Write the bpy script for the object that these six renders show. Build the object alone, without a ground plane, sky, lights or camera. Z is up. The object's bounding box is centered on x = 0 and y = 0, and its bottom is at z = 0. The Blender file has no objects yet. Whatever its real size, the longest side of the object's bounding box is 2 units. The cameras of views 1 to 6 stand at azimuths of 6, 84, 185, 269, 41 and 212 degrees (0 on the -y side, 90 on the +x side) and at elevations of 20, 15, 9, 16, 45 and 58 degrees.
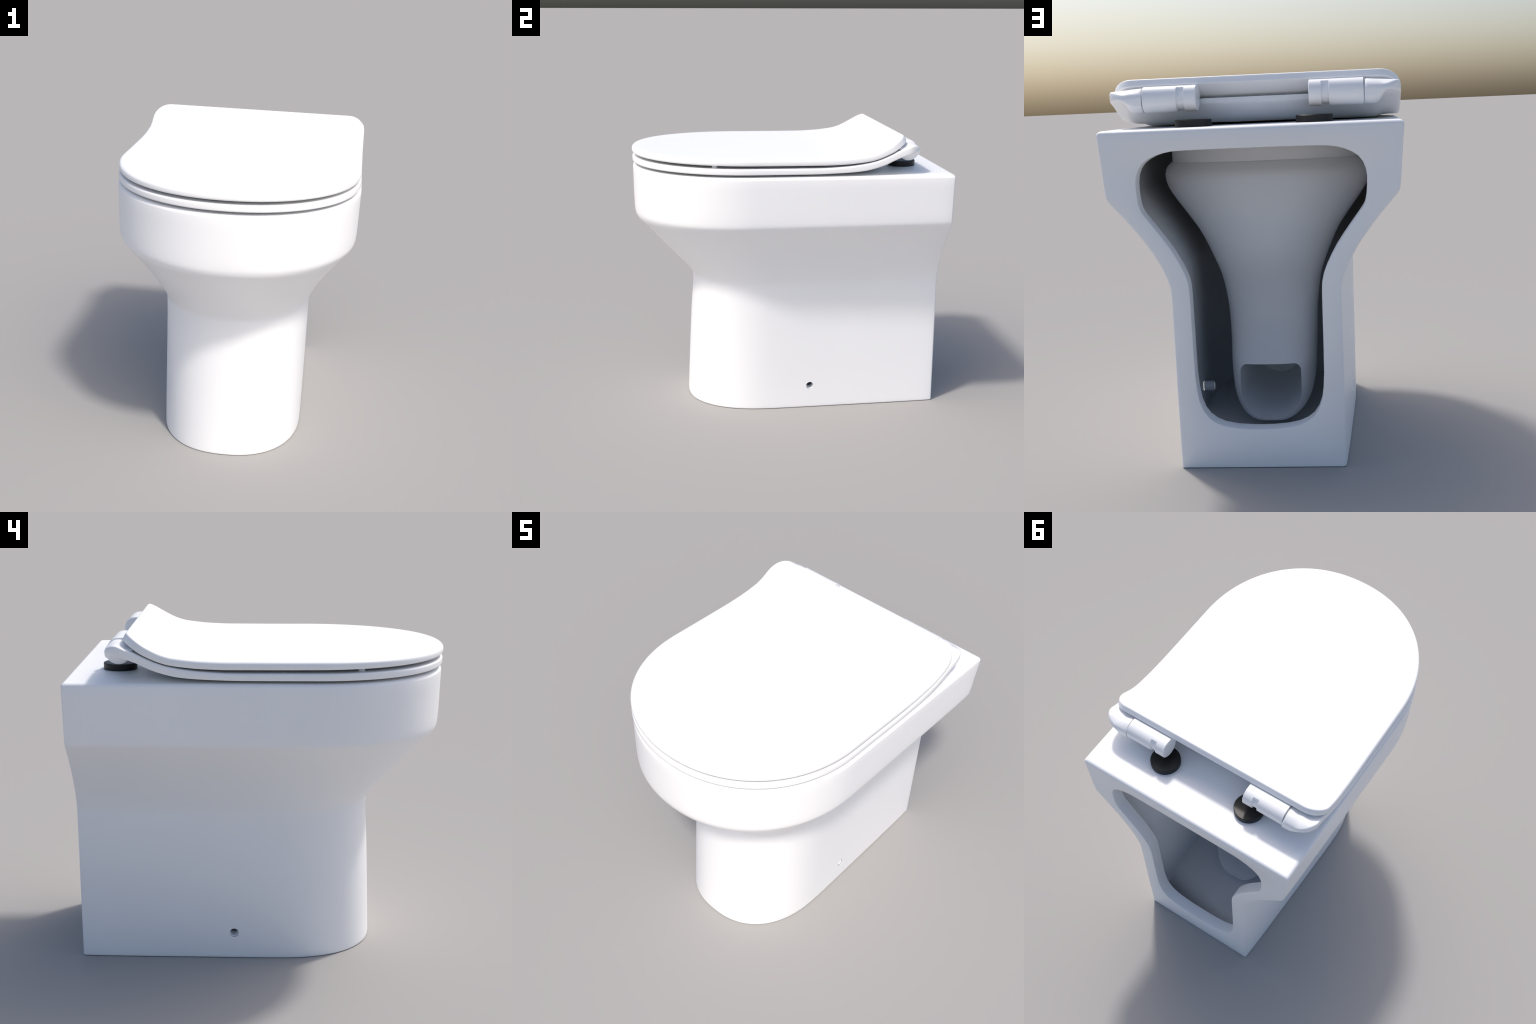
"""Back-to-wall toilet: glazed pan with an open hollow back, a basin hanging inside it,
a slim seat and lid bent up at the rear, two hinge barrels on black pads."""
import bpy, bmesh, math
from mathutils import Vector
from mathutils.geometry import delaunay_2d_cdt

# ------------------------------------------------------------------ helpers
def curve(points):
    """Monotone cubic through (x, value) control points, flat beyond the ends."""
    xs = [p[0] for p in points]; ys = [p[1] for p in points]
    n = len(xs)
    h = [xs[i + 1] - xs[i] for i in range(n - 1)]
    d = [(ys[i + 1] - ys[i]) / h[i] for i in range(n - 1)]
    m = [d[0]] + [0.0] * (n - 2) + [d[-1]]
    for i in range(1, n - 1):
        if d[i - 1] * d[i] > 0:
            w1 = 2 * h[i] + h[i - 1]; w2 = h[i] + 2 * h[i - 1]
            m[i] = (w1 + w2) / (w1 / d[i - 1] + w2 / d[i])
    def f(x):
        if x <= xs[0]: return ys[0]
        if x >= xs[-1]: return ys[-1]
        i = 0
        while x > xs[i + 1]: i += 1
        t = (x - xs[i]) / h[i]
        return ((2 * t**3 - 3 * t**2 + 1) * ys[i] + (t**3 - 2 * t**2 + t) * h[i] * m[i]
                + (-2 * t**3 + 3 * t**2) * ys[i + 1] + (t**3 - t**2) * h[i] * m[i + 1])
    return f

def smoothstep(a, b, x):
    t = max(0.0, min(1.0, (x - a) / (b - a)))
    return t * t * (3 - 2 * t)

def finish(bm, name, material, parent, angle=32.0):
    bmesh.ops.remove_doubles(bm, verts=bm.verts, dist=1e-5)
    bmesh.ops.dissolve_degenerate(bm, edges=bm.edges, dist=1e-6)
    bmesh.ops.recalc_face_normals(bm, faces=bm.faces)
    me = bpy.data.meshes.new(name)
    bm.to_mesh(me); bm.free()
    me.polygons.foreach_set("use_smooth", [True] * len(me.polygons))
    me.set_sharp_from_angle(angle=math.radians(angle))
    me.materials.append(material)
    ob = bpy.data.objects.new(name, me)
    bpy.context.scene.collection.objects.link(ob)
    ob.parent = parent
    return ob

def bridge(bm, a, b, closed=True):
    n = len(a)
    for i in range(n if closed else n - 1):
        j = (i + 1) % n
        vs = []
        for v in (a[i], a[j], b[j], b[i]):
            if v not in vs: vs.append(v)
        if len(vs) > 2:
            try: bm.faces.new(vs)
            except ValueError: pass

def ring(bm, pts):
    return [bm.verts.new(p) for p in pts]

def loft(bm, sections, cap=(True, True)):
    rings = [ring(bm, s) for s in sections]
    for a, b in zip(rings, rings[1:]): bridge(bm, a, b)
    if cap[0]: bm.faces.new(rings[0])
    if cap[1]: bm.faces.new(rings[-1][::-1])
    return rings

def fill_between(bm, loops):
    edges = []
    for lp in loops:
        for i, v in enumerate(lp):
            w = lp[(i + 1) % len(lp)]
            e = bm.edges.get((v, w)) or bm.edges.new((v, w))
            edges.append(e)
    bmesh.ops.triangle_fill(bm, edges=edges, use_beauty=True)

def inset_loop(pts, d):
    """Shift a closed counter-clockwise 2D loop inward by d (a number, or d(y)), mitred."""
    n = len(pts); out = []
    dist = d if callable(d) else (lambda y: d)
    for i in range(n):
        p0 = Vector(pts[i - 1]); p = Vector(pts[i]); p1 = Vector(pts[(i + 1) % n])
        a = (p - p0).normalized(); b = (p1 - p).normalized()
        na = Vector((-a.y, a.x)); nb = Vector((-b.y, b.x))
        m = (na + nb)
        k = max(0.35, 1 + na.dot(nb))
        out.append(p + m * (dist(p.y) / k))
    return out

def inside(p, loop):
    c = False; n = len(loop)
    for i in range(n):
        x0, y0 = loop[i]; x1, y1 = loop[(i + 1) % n]
        if (y0 > p[1]) != (y1 > p[1]) and p[0] < (x1 - x0) * (p[1] - y0) / (y1 - y0) + x0: c = not c
    return c

def slab(bm, loops, ztop, zbot, rt, rb, lean=None, step=0.035):
    """Plate with rounded edges over 2D loops (first outer CCW, then holes CW)."""
    K = 6
    RT = rt if callable(rt) else (lambda y: rt)  # edge radii may vary along the plate
    RB = rb if callable(rb) else (lambda y: rb)
    prof = []                                    # (inset share, side, drop share)
    for k in range(K + 1):
        a = math.pi / 2 * k / K
        prof.append((1 - math.sin(a), 't', 1 - math.cos(a)))
    for k in range(K + 1):
        a = math.pi / 2 * k / K
        prof.append((1 - math.cos(a), 'b', 1 - math.sin(a)))
    def put(q, side, dz):
        x, y = q
        t, b = ztop(x, y), zbot(x, y)
        s = min(1.0, (t - b) / (RT(y) + RB(y)) * 0.92)
        z = t - dz * RT(y) * s if side == 't' else b + dz * RB(y) * s
        yy = y + (lean(y) * (t - z) if lean else 0.0)
        return (x, yy, z)
    tops, bots, caps = [], [], []
    for lp in loops:
        rings = []
        for ins, side, dz in prof:
            rings.append(ring(bm, [put(q, side, dz) 
                                  for q in inset_loop(lp, (lambda y: ins * RT(y)) if side == 't' else (lambda y: ins * RB(y)))]))
        for a, b in zip(rings, rings[1:]): bridge(bm, a, b)
        tops.append((inset_loop(lp, RT), rings[0]))
        bots.append((inset_loop(lp, RB), rings[-1]))
    for group, side in ((tops, 't'), (bots, 'b')):
        co, ed, vs = [], [], []
        for pts, rg in group:
            o = len(co); n = len(pts)
            co += [Vector((p[0], p[1])) for p in pts]; vs += rg
            ed += [(o + i, o + (i + 1) % n) for i in range(n)]
        outer = inset_loop(loops[0], 0.03)
        holes = [inset_loop(h, 0.03) for h in loops[1:]]
        nb = len(co)
        ny = int(2.0 / step); nx = int(1.6 / (2 * step))
        for j in range(ny):
            for i in range(nx):
                p = (-0.8 + 1.6 * (i + 0.5 * (j % 2)) / nx, -1.0 + step * j)
                if inside(p, outer) and not any(inside(p, h) for h in holes): co.append(Vector(p))
        V, E_, F, OV, OE, OF = delaunay_2d_cdt(co, ed, [], 2, 1e-6)
        mp = []
        for i, v in enumerate(V):
            src = [k for k in OV[i] if k < nb]
            mp.append(vs[src[0]] if src else bm.verts.new(put((v.x, v.y), side, 0.0)))
        for f in F:
            ids = [mp[k] for k in f]
            if side == 'b': ids = ids[::-1]
            if len(set(ids)) == 3:
                try: bm.faces.new(ids)
                except ValueError: pass

# ------------------------------------------------------------------ materials
def glaze(name, color, rough, coat, bump):
    """Near-white vitreous or plastic surface with a barely visible orange-peel."""
    m = bpy.data.materials.new(name); m.use_nodes = True
    nt = m.node_tree; b = nt.nodes["Principled BSDF"]
    tc = nt.nodes.new("ShaderNodeTexCoord")
    no = nt.nodes.new("ShaderNodeTexNoise"); no.inputs["Scale"].default_value = 3.0
    no.inputs["Detail"].default_value = 3.0
    cr = nt.nodes.new("ShaderNodeValToRGB")
    cr.color_ramp.elements[0].position = 0.3; cr.color_ramp.elements[1].position = 0.7
    cr.color_ramp.elements[0].color = (*[c * 0.985 for c in color], 1)
    cr.color_ramp.elements[1].color = (*color, 1)
    fine = nt.nodes.new("ShaderNodeTexNoise"); fine.inputs["Scale"].default_value = 60.0
    bp = nt.nodes.new("ShaderNodeBump"); bp.inputs["Strength"].default_value = bump
    bp.inputs["Distance"].default_value = 0.002
    L = nt.links.new
    L(tc.outputs["Object"], no.inputs["Vector"]); L(no.outputs["Fac"], cr.inputs["Fac"])
    L(cr.outputs["Color"], b.inputs["Base Color"])
    L(tc.outputs["Object"], fine.inputs["Vector"]); L(fine.outputs["Fac"], bp.inputs["Height"])
    L(bp.outputs["Normal"], b.inputs["Normal"])
    b.inputs["Roughness"].default_value = rough
    b.inputs["Coat Weight"].default_value = coat
    return m

CERAMIC = glaze("white_glazed_ceramic", (0.99, 0.99, 0.99), 0.4, 0.0, 0.01)
PLASTIC = glaze("white_seat_plastic", (0.99, 0.99, 0.99), 0.38, 0.0, 0.01)
HINGE_PLASTIC = glaze("white_hinge_plastic", (0.99, 0.99, 0.99), 0.3, 0.0, 0.01)
RUBBER = glaze("black_rubber", (0.005, 0.005, 0.005), 0.45, 0.0, 0.03)

toilet = bpy.data.objects.new("toilet", None)
bpy.context.scene.collection.objects.link(toilet)
toilet["label"] = "white back-to-wall toilet with closed slim lid and open hollow back"
toilet["category"] = "toilet"

# ------------------------------------------------------------------ pan (outer shell)
RIM_TOP, RIM_R = 1.622, 0.022
side_back = curve([(0, .396), (.33, .398), (.82, .399), (.86, .400), (.885, .404), (.95, .425), (1.054, .480),
                   (1.153, .551), (1.25, .632), (1.275, .654), (1.288, .666), (1.30, .6745), (1.315, .680), (1.345, .684),
                   (1.447, .692), (1.600, .705)])
side_gain = curve([(0, .035), (.3, .036), (.6, .037), (.86, .041), (.95, .046), (1.05, .042), (1.15, .034), (1.3, .022), (1.45, .015), (1.6, .006)])
front = curve([(0, -.655), (.3, -.641), (.6, -.625), (.82, -.6115), (.855, -.6115), (.875, -.617), (.9, -.631),
               (1.0, -.721), (1.11, -.824), (1.2, -.905), (1.225, -.930), (1.25, -.956), (1.265, -.972), (1.285, -.983),
               (1.31, -.990), (1.35, -.993), (1.600, -.996)])
arc_start = curve([(0, -.12), (.86, -.12), (1.3, -.25), (1.6, -.25)])
arc_power = curve([(0, 2.32), (.25, 2.28), (.6, 2.25), (.86, 2.22), (1.0, 2.22), (1.3, 2.08), (1.6, 2.06)])
side_bow = curve([(0, .75), (.6, .8), (.9, .85), (1.2, .7), (1.6, .6)])
BACK, CORNER = 1.0, 0.012
NARC, NSIDE = 44, 26

def pan_outline(z, inset=0.0, back=None, corner=CORNER):
    """Right back corner -> front -> left back corner, at height z."""
    wb = side_back(z) - inset; wm = side_back(z) + side_gain(z) - inset
    f = front(z) + inset; y0 = arc_start(z); n = arc_power(z)
    yb = (BACK if back is None else back)
    half = []
    for k in range(5):
        a = math.pi / 2 * (1 - k / 4)
        half.append((wb - corner + corner * math.cos(a), yb - corner + corner * math.sin(a)))
    for k in range(1, NSIDE + 1):
        t = k / NSIDE
        half.append((wb + (wm - wb) * (t ** side_bow(z) * (1 - t ** 6) + math.sin(t * math.pi / 2) * t ** 6), (yb - corner) + (y0 - yb + corner) * t))
    for k in range(1, NARC + 1):
        a = math.pi / 2 * k / NARC
        half.append((wm * math.cos(a) ** (2 / n) if k < NARC else 0.0, y0 - (y0 - f) * math.sin(a) ** (2 / n)))
    return half + [(-x, y) for x, y in half[-2::-1]]

levels = ([0.0, .003, .008] + [.03 + .05 * k for k in range(16)] + [.81, .83, .845, .855, .865, .875, .89, .91]
          + [.94 + .03 * k for k in range(9)] + [1.2, 1.22, 1.235, 1.25, 1.262, 1.274, 1.286, 1.296, 1.305, 1.315, 1.33,
          1.36, 1.40, 1.45, 1.5, 1.55, 1.600])
bm = bmesh.new()
rings = []
for z in levels:
    ins = {0.0: .002, .003: .0005}.get(z, 0.0)
    rings.append(ring(bm, [(x, y, z) for x, y in pan_outline(z, ins, BACK - ins)]))
for a, b in zip(rings, rings[1:]): bridge(bm, a, b, closed=False)
# rounded top edge, all round, then the deck with the basin mouth
top = rings[-1]
for k in range(1, 7):
    a = math.pi / 2 * k / 6
    ins = RIM_R * (1 - math.cos(a))
    nr = ring(bm, [(x, y, 1.600 + RIM_R * math.sin(a)) for x, y in pan_outline(1.600, ins, BACK - ins)])
    bridge(bm, top, nr); top = nr

def egg(z, a, yb, yf, yc=0.05, n=2.3, count=96):
    out = []
    for k in range(count):
        t = 2 * math.pi * k / count
        c, s = math.cos(t), math.sin(t)
        ext = (yb - yc) if s > 0 else (yc - yf)
        out.append((a * math.copysign(abs(c) ** (2 / n), c), yc + ext * math.copysign(abs(s) ** (2 / n), s), z))
    return out
mouth = ring(bm, egg(RIM_TOP, .50, .48, -.82))
fill_between(bm, [top, mouth])

# back wall with its bottle-shaped opening
opening_half = [(0, 1.521), (.16, 1.521), (.30, 1.520), (.36, 1.5175), (.40, 1.511), (.435, 1.501), (.468, 1.486),
                (.495, 1.467), (.515, 1.441), (.527, 1.41), (.532, 1.375), (.531, 1.335), (.527, 1.29), (.520, 1.257),
                (.510, 1.238), (.495, 1.217), (.455, 1.163), (.42, 1.115), (.385, 1.063), (.357, 1.013), (.335, .968),
                (.320, .93), (.312, .895), (.309, .85), (.308, .76), (.307, .60), (.305, .46), (.300, .39), (.291, .33),
                (.274, .283), (.25, .248), (.22, .225), (.18, .207), (.12, .195), (.06, .190), (0, .1885)]
opening = opening_half + [(-x, z) for x, z in opening_half[-2:0:-1]]
def opening_at(y, grow=0.0):
    c = [(x, z) for x, z in opening]
    if grow:
        # clockwise loop seen along +y; grow outward
        c = [(p.x, p.y) for p in inset_loop(c, grow)]
    return ring(bm, [(x, y, z) for x, z in c])
back_edge = [r[0] for r in rings] + [r[-1] for r in rings][::-1]
lip_out = opening_at(BACK, 0.006); lip_a = opening_at(BACK - .002, 0.002); lip_b = opening_at(BACK - .007)
lip_in = opening_at(.925)
fill_between(bm, [back_edge, lip_out])
bridge(bm, lip_out, lip_a); bridge(bm, lip_a, lip_b); bridge(bm, lip_b, lip_in)

# inner skin of the hollow body
WALL = 0.003
inner = []
ilev = [z for z in levels if .002 < z < 1.56]
for z in ilev: inner.append(ring(bm, [(x, y, z) for x, y in pan_outline(z, WALL, .925)]))
for a, b in zip(inner, inner[1:]): bridge(bm, a, b, closed=False)
bridge(bm, inner[0], rings[0], closed=False)                     # foot
bm.faces.new([rings[0][0], rings[0][-1], inner[0][-1], inner[0][0]])
bm.faces.new(inner[0])                                           # floor of the hollow
fill_between(bm, [[r[0] for r in inner] + [r[-1] for r in inner][::-1], lip_in])
under = ring(bm, egg(ilev[-1], .50, .48, -.82))
fill_between(bm, [inner[-1], under])
bridge(bm, mouth, under)
pan = finish(bm, "pan", CERAMIC, toilet, 28)

# side fixing holes with their sleeves
HY, HZ, HR = .148, .152, .022
def disc(x, r, n=28):
    return [(x, HY + r * math.cos(2 * math.pi * k / n), HZ + r * math.sin(2 * math.pi * k / n)) for k in range(n)]
for s in (1, -1):
    cb = bmesh.new(); loft(cb, [disc(s * .35, HR + .004), disc(s * .46, HR + .004)])
    cut = finish(cb, "cutter", CERAMIC, None)
    md = pan.modifiers.new("hole", 'BOOLEAN'); md.object = cut; md.operation = 'DIFFERENCE'; md.solver = 'EXACT'
    bpy.context.view_layer.objects.active = pan
    bpy.ops.object.modifier_apply(modifier="hole")
    bpy.data.objects.remove(cut)
    b = bmesh.new()
    xo = s * .4185
    secs = [disc(s * .362, HR), disc(s * .412, HR), disc(s * .4155, HR + .0015), disc(xo, HR + .004),
            disc(s * .405, HR + .0055), disc(s * .362, HR + .0055)]
    r = loft(b, secs, (False, False)); bridge(b, r[-1], r[0])
    finish(b, "fixing_sleeve", CERAMIC, toilet)
pan.data.set_sharp_from_angle(angle=math.radians(28))

# ------------------------------------------------------------------ basin hanging in the hollow
half_width = curve([(.060, .03), (.07, .10), (.09, .145), (.12, .178), (.17, .205), (.22, .217), (.30, .224), (.6, .240),
                    (.80, .270), (.92, .313), (1.055, .375), (1.15, .44), (1.25, .512), (1.31, .545), (1.36, .555),
                    (1.40, .547), (1.428, .518)])
rear = curve([(.060, .42), (.07, .52), (.085, .56), (.11, .57), (.20, .56), (.36, .535), (.40, .50), (.46, .455), (.54, .415), (.63, .395), (.74, .405), (.85, .445), (.95, .485),
              (1.05, .507), (1.15, .516), (1.25, .518), (1.33, .512), (1.37, .503), (1.40, .475), (1.428, .445)])
fore = curve([(.06, .0), (.3, -.12), (.7, -.25), (.9, -.42), (1.1, -.66), (1.25, -.80), (1.4, -.84), (1.428, -.82)])
power = curve([(.05, 3.6), (.36, 3.4), (.6, 2.9), (.8, 2.6), (1.2, 2.4)])
zs = [.060, .065, .07, .078, .09, .105, .12, .15, .18, .22, .26, .30, .34, .36, .375, .39, .405] + [.42 + .05 * k for k in range(17)] + \
     [1.26, 1.29, 1.32, 1.345, 1.37, 1.39, 1.41, 1.422, 1.428]
b = bmesh.new()
secs = [egg(z, half_width(z), rear(z), fore(z), .18, power(z)) for z in zs]
secs += [egg(1.43, .515, .44, -.82, .18, 2.4), egg(1.605, .515, .44, -.82, .18, 2.4)]
inn = [egg(z, max(.05, half_width(z) - .05), rear(z) - .05, fore(z) + .06, .18, 2.3) for z in zs if z > .5]
inn = [egg(1.605, .485, .42, -.79, .18, 2.3), egg(1.43, .485, .42, -.79, .18, 2.3)] + inn[::-1]
r1 = loft(b, secs, (True, False)); r2 = loft(b, inn, (False, True))
bridge(b, r1[-1], r2[0])
basin = finish(b, "basin", CERAMIC, toilet, 40)
cb = bmesh.new()
prof = []
for cx, cz, a0, a1, r in ((.120, .335, 0, 90, .04), (-.120, .335, 90, 180, .04)):
    for k in range(7):
        a = math.radians(a0 + (a1 - a0) * k / 6); prof.append((cx + r * math.cos(a), cz + r * math.sin(a)))
for k in range(25):
    a = math.pi + math.pi * k / 24; prof.append((.160 * math.cos(a), .225 + .137 * math.sin(a)))
# the passage narrows and climbs forward, as a trap does
loft(cb, [[(x * k, y, zc + (z - .225) * k) for x, z in prof] for k, y, zc in
          ((.72, -.04, .275), (.86, .15, .248), (.97, .35, .23), (1.0, .50, .225), (1.0, .58, .225), (1.0, .75, .225))])
cut = finish(cb, "cutter", CERAMIC, None)
md = basin.modifiers.new("outlet", 'BOOLEAN'); md.object = cut; md.solver = 'EXACT'
bpy.context.view_layer.objects.active = basin
bpy.ops.object.modifier_apply(modifier="outlet")
bpy.data.objects.remove(cut)
basin.data.set_sharp_from_angle(angle=math.radians(40))

# ------------------------------------------------------------------ seat and lid plates
def plate_half(w, f, y0, n, back, corner, wend=None):
    """Front middle -> right side -> end of right rear corner."""
    wend = w if wend is None else wend
    pts = []
    for k in range(56):
        a = math.pi / 2 * k / 56
        pts.append((w * math.sin(a) ** (2 / n), y0 - (y0 - f) * math.cos(a) ** (2 / n)))
    for k in range(30):
        t = k / 30; pts.append((w + (wend - w) * t * t, y0 + (back - corner - y0) * t))
    for k in range(13):
        a = math.pi / 2 * k / 12
        pts.append((wend - corner + corner * math.cos(a), back - corner + corner * math.sin(a)))
    return pts

def closed(half):
    left = [(-x, y) for x, y in half[::-1]]
    if abs(half[0][0]) < 1e-9: left = left[:-1]
    if abs(half[-1][0]) < 1e-9: left = left[1:]
    return half + left

HINGE_Y, HINGE_Z, HINGE_R, SEAM = .728, 1.758, .0622, .531

lid_top = curve([(-1, 1.738), (-.5, 1.7335), (0, 1.7305), (.17, 1.7305), (.311, 1.735), (.40, 1.7435), (.46, 1.752), (.51, 1.7665),
                 (.556, 1.787), (.60, 1.811), (.64, 1.837), (.680, 1.864)])
lid_thick = curve([(-1, .040), (0, .041), (.4, .042), (.68, .038)])
lid_lean = curve([(.3, 0), (.5, .25), (.6, .45), (.7, .55)])
b = bmesh.new()
half = plate_half(.704, -1.0, -.25, 2.1, .680, .106, .706)
xe, ye = half[-1]
half += [(xe * (1 - k / 12), ye) for k in range(1, 13)]
slab(b, [closed(half)], lambda x, y: lid_top(y), lambda x, y: lid_top(y) - lid_thick(y),
     lambda y: .018 - .007 * smoothstep(.45, .64, y), lambda y: .011 - .007 * smoothstep(.45, .64, y),
     lean=lid_lean)
lid = finish(b, "lid", PLASTIC, toilet, 40)

seat_top = curve([(-1, 1.678), (-.3, 1.674), (.15, 1.673), (.3, 1.680), (.4, 1.691), (.495, 1.710), (.605, 1.755), (.651, 1.779),
                  (.69, 1.801), (.728, 1.814), (.75, 1.8105), (.77, 1.798), (.785, 1.783), (.792, 1.774)])
seat_low = curve([(-1, 1.640), (-.3, 1.637), (.1, 1.6365), (.3, 1.642), (.417, 1.651), (.543, 1.682), (.637, 1.724), (.708, 1.748), (.75, 1.757), (.792, 1.759)])
seat_belly = curve([(-1, 1.6235), (.40, 1.627), (.48, 1.635), (.55, 1.659), (.60, 1.691), (.637, 1.724)])
def seat_z(x, y):
    t, l = seat_top(y), seat_low(y)
    k = smoothstep(.50, .60, y) * (1 - smoothstep(.50, .54, abs(x)))
    return t + (l + .034 - t) * k - .011 * smoothstep(.57, .70, abs(x)) * smoothstep(.62, .70, y)
def seat_under(x, y):
    """Flat under the outer band, a little fuller towards the hole, lifted at the ears' outer ends."""
    q = ((abs(x) / .706) ** 2.1 + (max(0.0, -.25 - y) / .748) ** 2.1) ** (1 / 2.1)
    fuller = 1 - smoothstep(.80, .91, q)
    low = seat_low(y) + (min(seat_low(y), seat_belly(y)) - seat_low(y)) * fuller
    return low
b = bmesh.new()
half = plate_half(.706, -.998, -.25, 2.1, .792, .10, .704)
xe, ye = half[-1]
half += [(xe + (SEAM - xe) * k / 4, ye) for k in range(1, 5)]
half += [(SEAM, ye + (.640 - ye) * k / 8) for k in range(1, 9)]
half += [(SEAM * (1 - k / 10), .640) for k in range(1, 11)]
hole = closed([(x, y) for x, y in plate_half(.50, -.78, -.2, 2.1, .46, .25)] + [(0, .46)])[::-1]
slab(b, [closed(half), hole], seat_z, seat_under, .011, .008)
# knuckle under each ear: a barrel end that dies away into the outer corner
for s in (1, -1):
    secs = []
    for k in range(15):
        t = k / 14
        x = SEAM + .0005 + (.668 - SEAM) * t
        g = 1 - smoothstep(.578, .657, x)
        low = 1.772 - (1.772 - (HINGE_Z - HINGE_R)) * g
        hi = HINGE_Z + HINGE_R - .020 - .012 * smoothstep(.45, 1, t)
        yb = HINGE_Y + HINGE_R - .0025 - .03 * smoothstep(.45, 1.0, t) ** 1.5
        yf = HINGE_Y - HINGE_R + .0 - .02 * (1 - g)
        cy, ry, cz, rz = (yb + yf) / 2, (yb - yf) / 2, (hi + low) / 2, (hi - low) / 2
        q = .97 if k == 0 else 1.0
        secs.append([(s * x, cy + q * ry * math.cos(2 * math.pi * j / 40), cz + q * rz * math.sin(2 * math.pi * j / 40))
                     for j in range(40)])
    secs.insert(1, [(s * (SEAM + .003), p[1], p[2]) for p in
                    [(0, HINGE_Y + (HINGE_R - .003) * math.cos(2 * math.pi * j / 40),
                      HINGE_Z + (HINGE_R - .003) * math.sin(2 * math.pi * j / 40)) for j in range(40)]])
    loft(b, secs)
seat = finish(b, "seat", PLASTIC, toilet, 40)

# ------------------------------------------------------------------ hinges
ARM = [(.7, 1.829), (.690, 1.818), (.64, 1.80), (.62, 1.785)]
def barrel_section(x, r, groove=0.0, n=60):
    pts = []
    for k in range(n):
        a = 2 * math.pi * k / n                      # 0 = rear (+y), 90 = up
        deg = math.degrees(a); deg = deg - 360 if deg > 180 else deg
        rr = r
        if groove:
            rr -= groove * smoothstep(-112, -100, deg) * (1 - smoothstep(48, 58, deg))
        y, z = HINGE_Y + rr * math.cos(a), HINGE_Z + rr * math.sin(a)
        # the upper front quadrant runs tangent into the lid's rear edge
        if 84 <= deg <= 180:
            t = (deg - 84) / 96
            ty = .722 - .085 * t; tz = 1.8215 - .048 * t * t - (HINGE_R - r)
            w = smoothstep(84, 100, deg)
            y, z = y + (ty - y) * w, z + (tz - z) * w
        pts.append((x, y, z))
    return pts
for s in (1, -1):
    b = bmesh.new()
    st = [(.2685, HINGE_R - .004, 0), (.2715, HINGE_R, 0), (.327, HINGE_R, 0), (.330, HINGE_R, .011), (.362, HINGE_R, .011),
          (.365, HINGE_R, 0), (.5265, HINGE_R, 0), (.5285, HINGE_R - .002, 0)]
    loft(b, [barrel_section(s * x, r, g) for x, r, g in st])
    finish(b, "hinge_barrel", HINGE_PLASTIC, lid, 30)

PADX, PADY, PADR = .291, .752, .088
def round_pad(bm, cx, cy, prof, n=56):
    secs = [[(cx + r * math.cos(2 * math.pi * k / n), cy + r * math.sin(2 * math.pi * k / n), z) for k in range(n)]
            for r, z in prof]
    loft(bm, secs)
pad_mesh = None
for s in (1, -1):
    if pad_mesh is None:
        b = bmesh.new()
        round_pad(b, 0, 0, [(PADR, 1.6205), (PADR, 1.654), (PADR - .003, 1.657), (.02, 1.658)])
        p = finish(b, "hinge_pad", RUBBER, toilet, 25); pad_mesh = p.data
    else:
        p = p.copy(); bpy.context.scene.collection.objects.link(p)
    p.location = (s * PADX, PADY, 0)

# small buffers that keep lid and seat apart
buf = None
for z0, h in ((1.672, .018),):
    for s in (1, -1):
        for y in (-.484,):
            if buf is None:
                bb = bmesh.new(); round_pad(bb, 0, 0, [(.018, 0), (.018, 1.0)], 20)
                buf = finish(bb, "buffer", PLASTIC, toilet, 30); o = buf
            else:
                o = buf.copy(); bpy.context.scene.collection.objects.link(o)
            o.location = (s * .612, y, z0); o.scale = (1, 1, h)
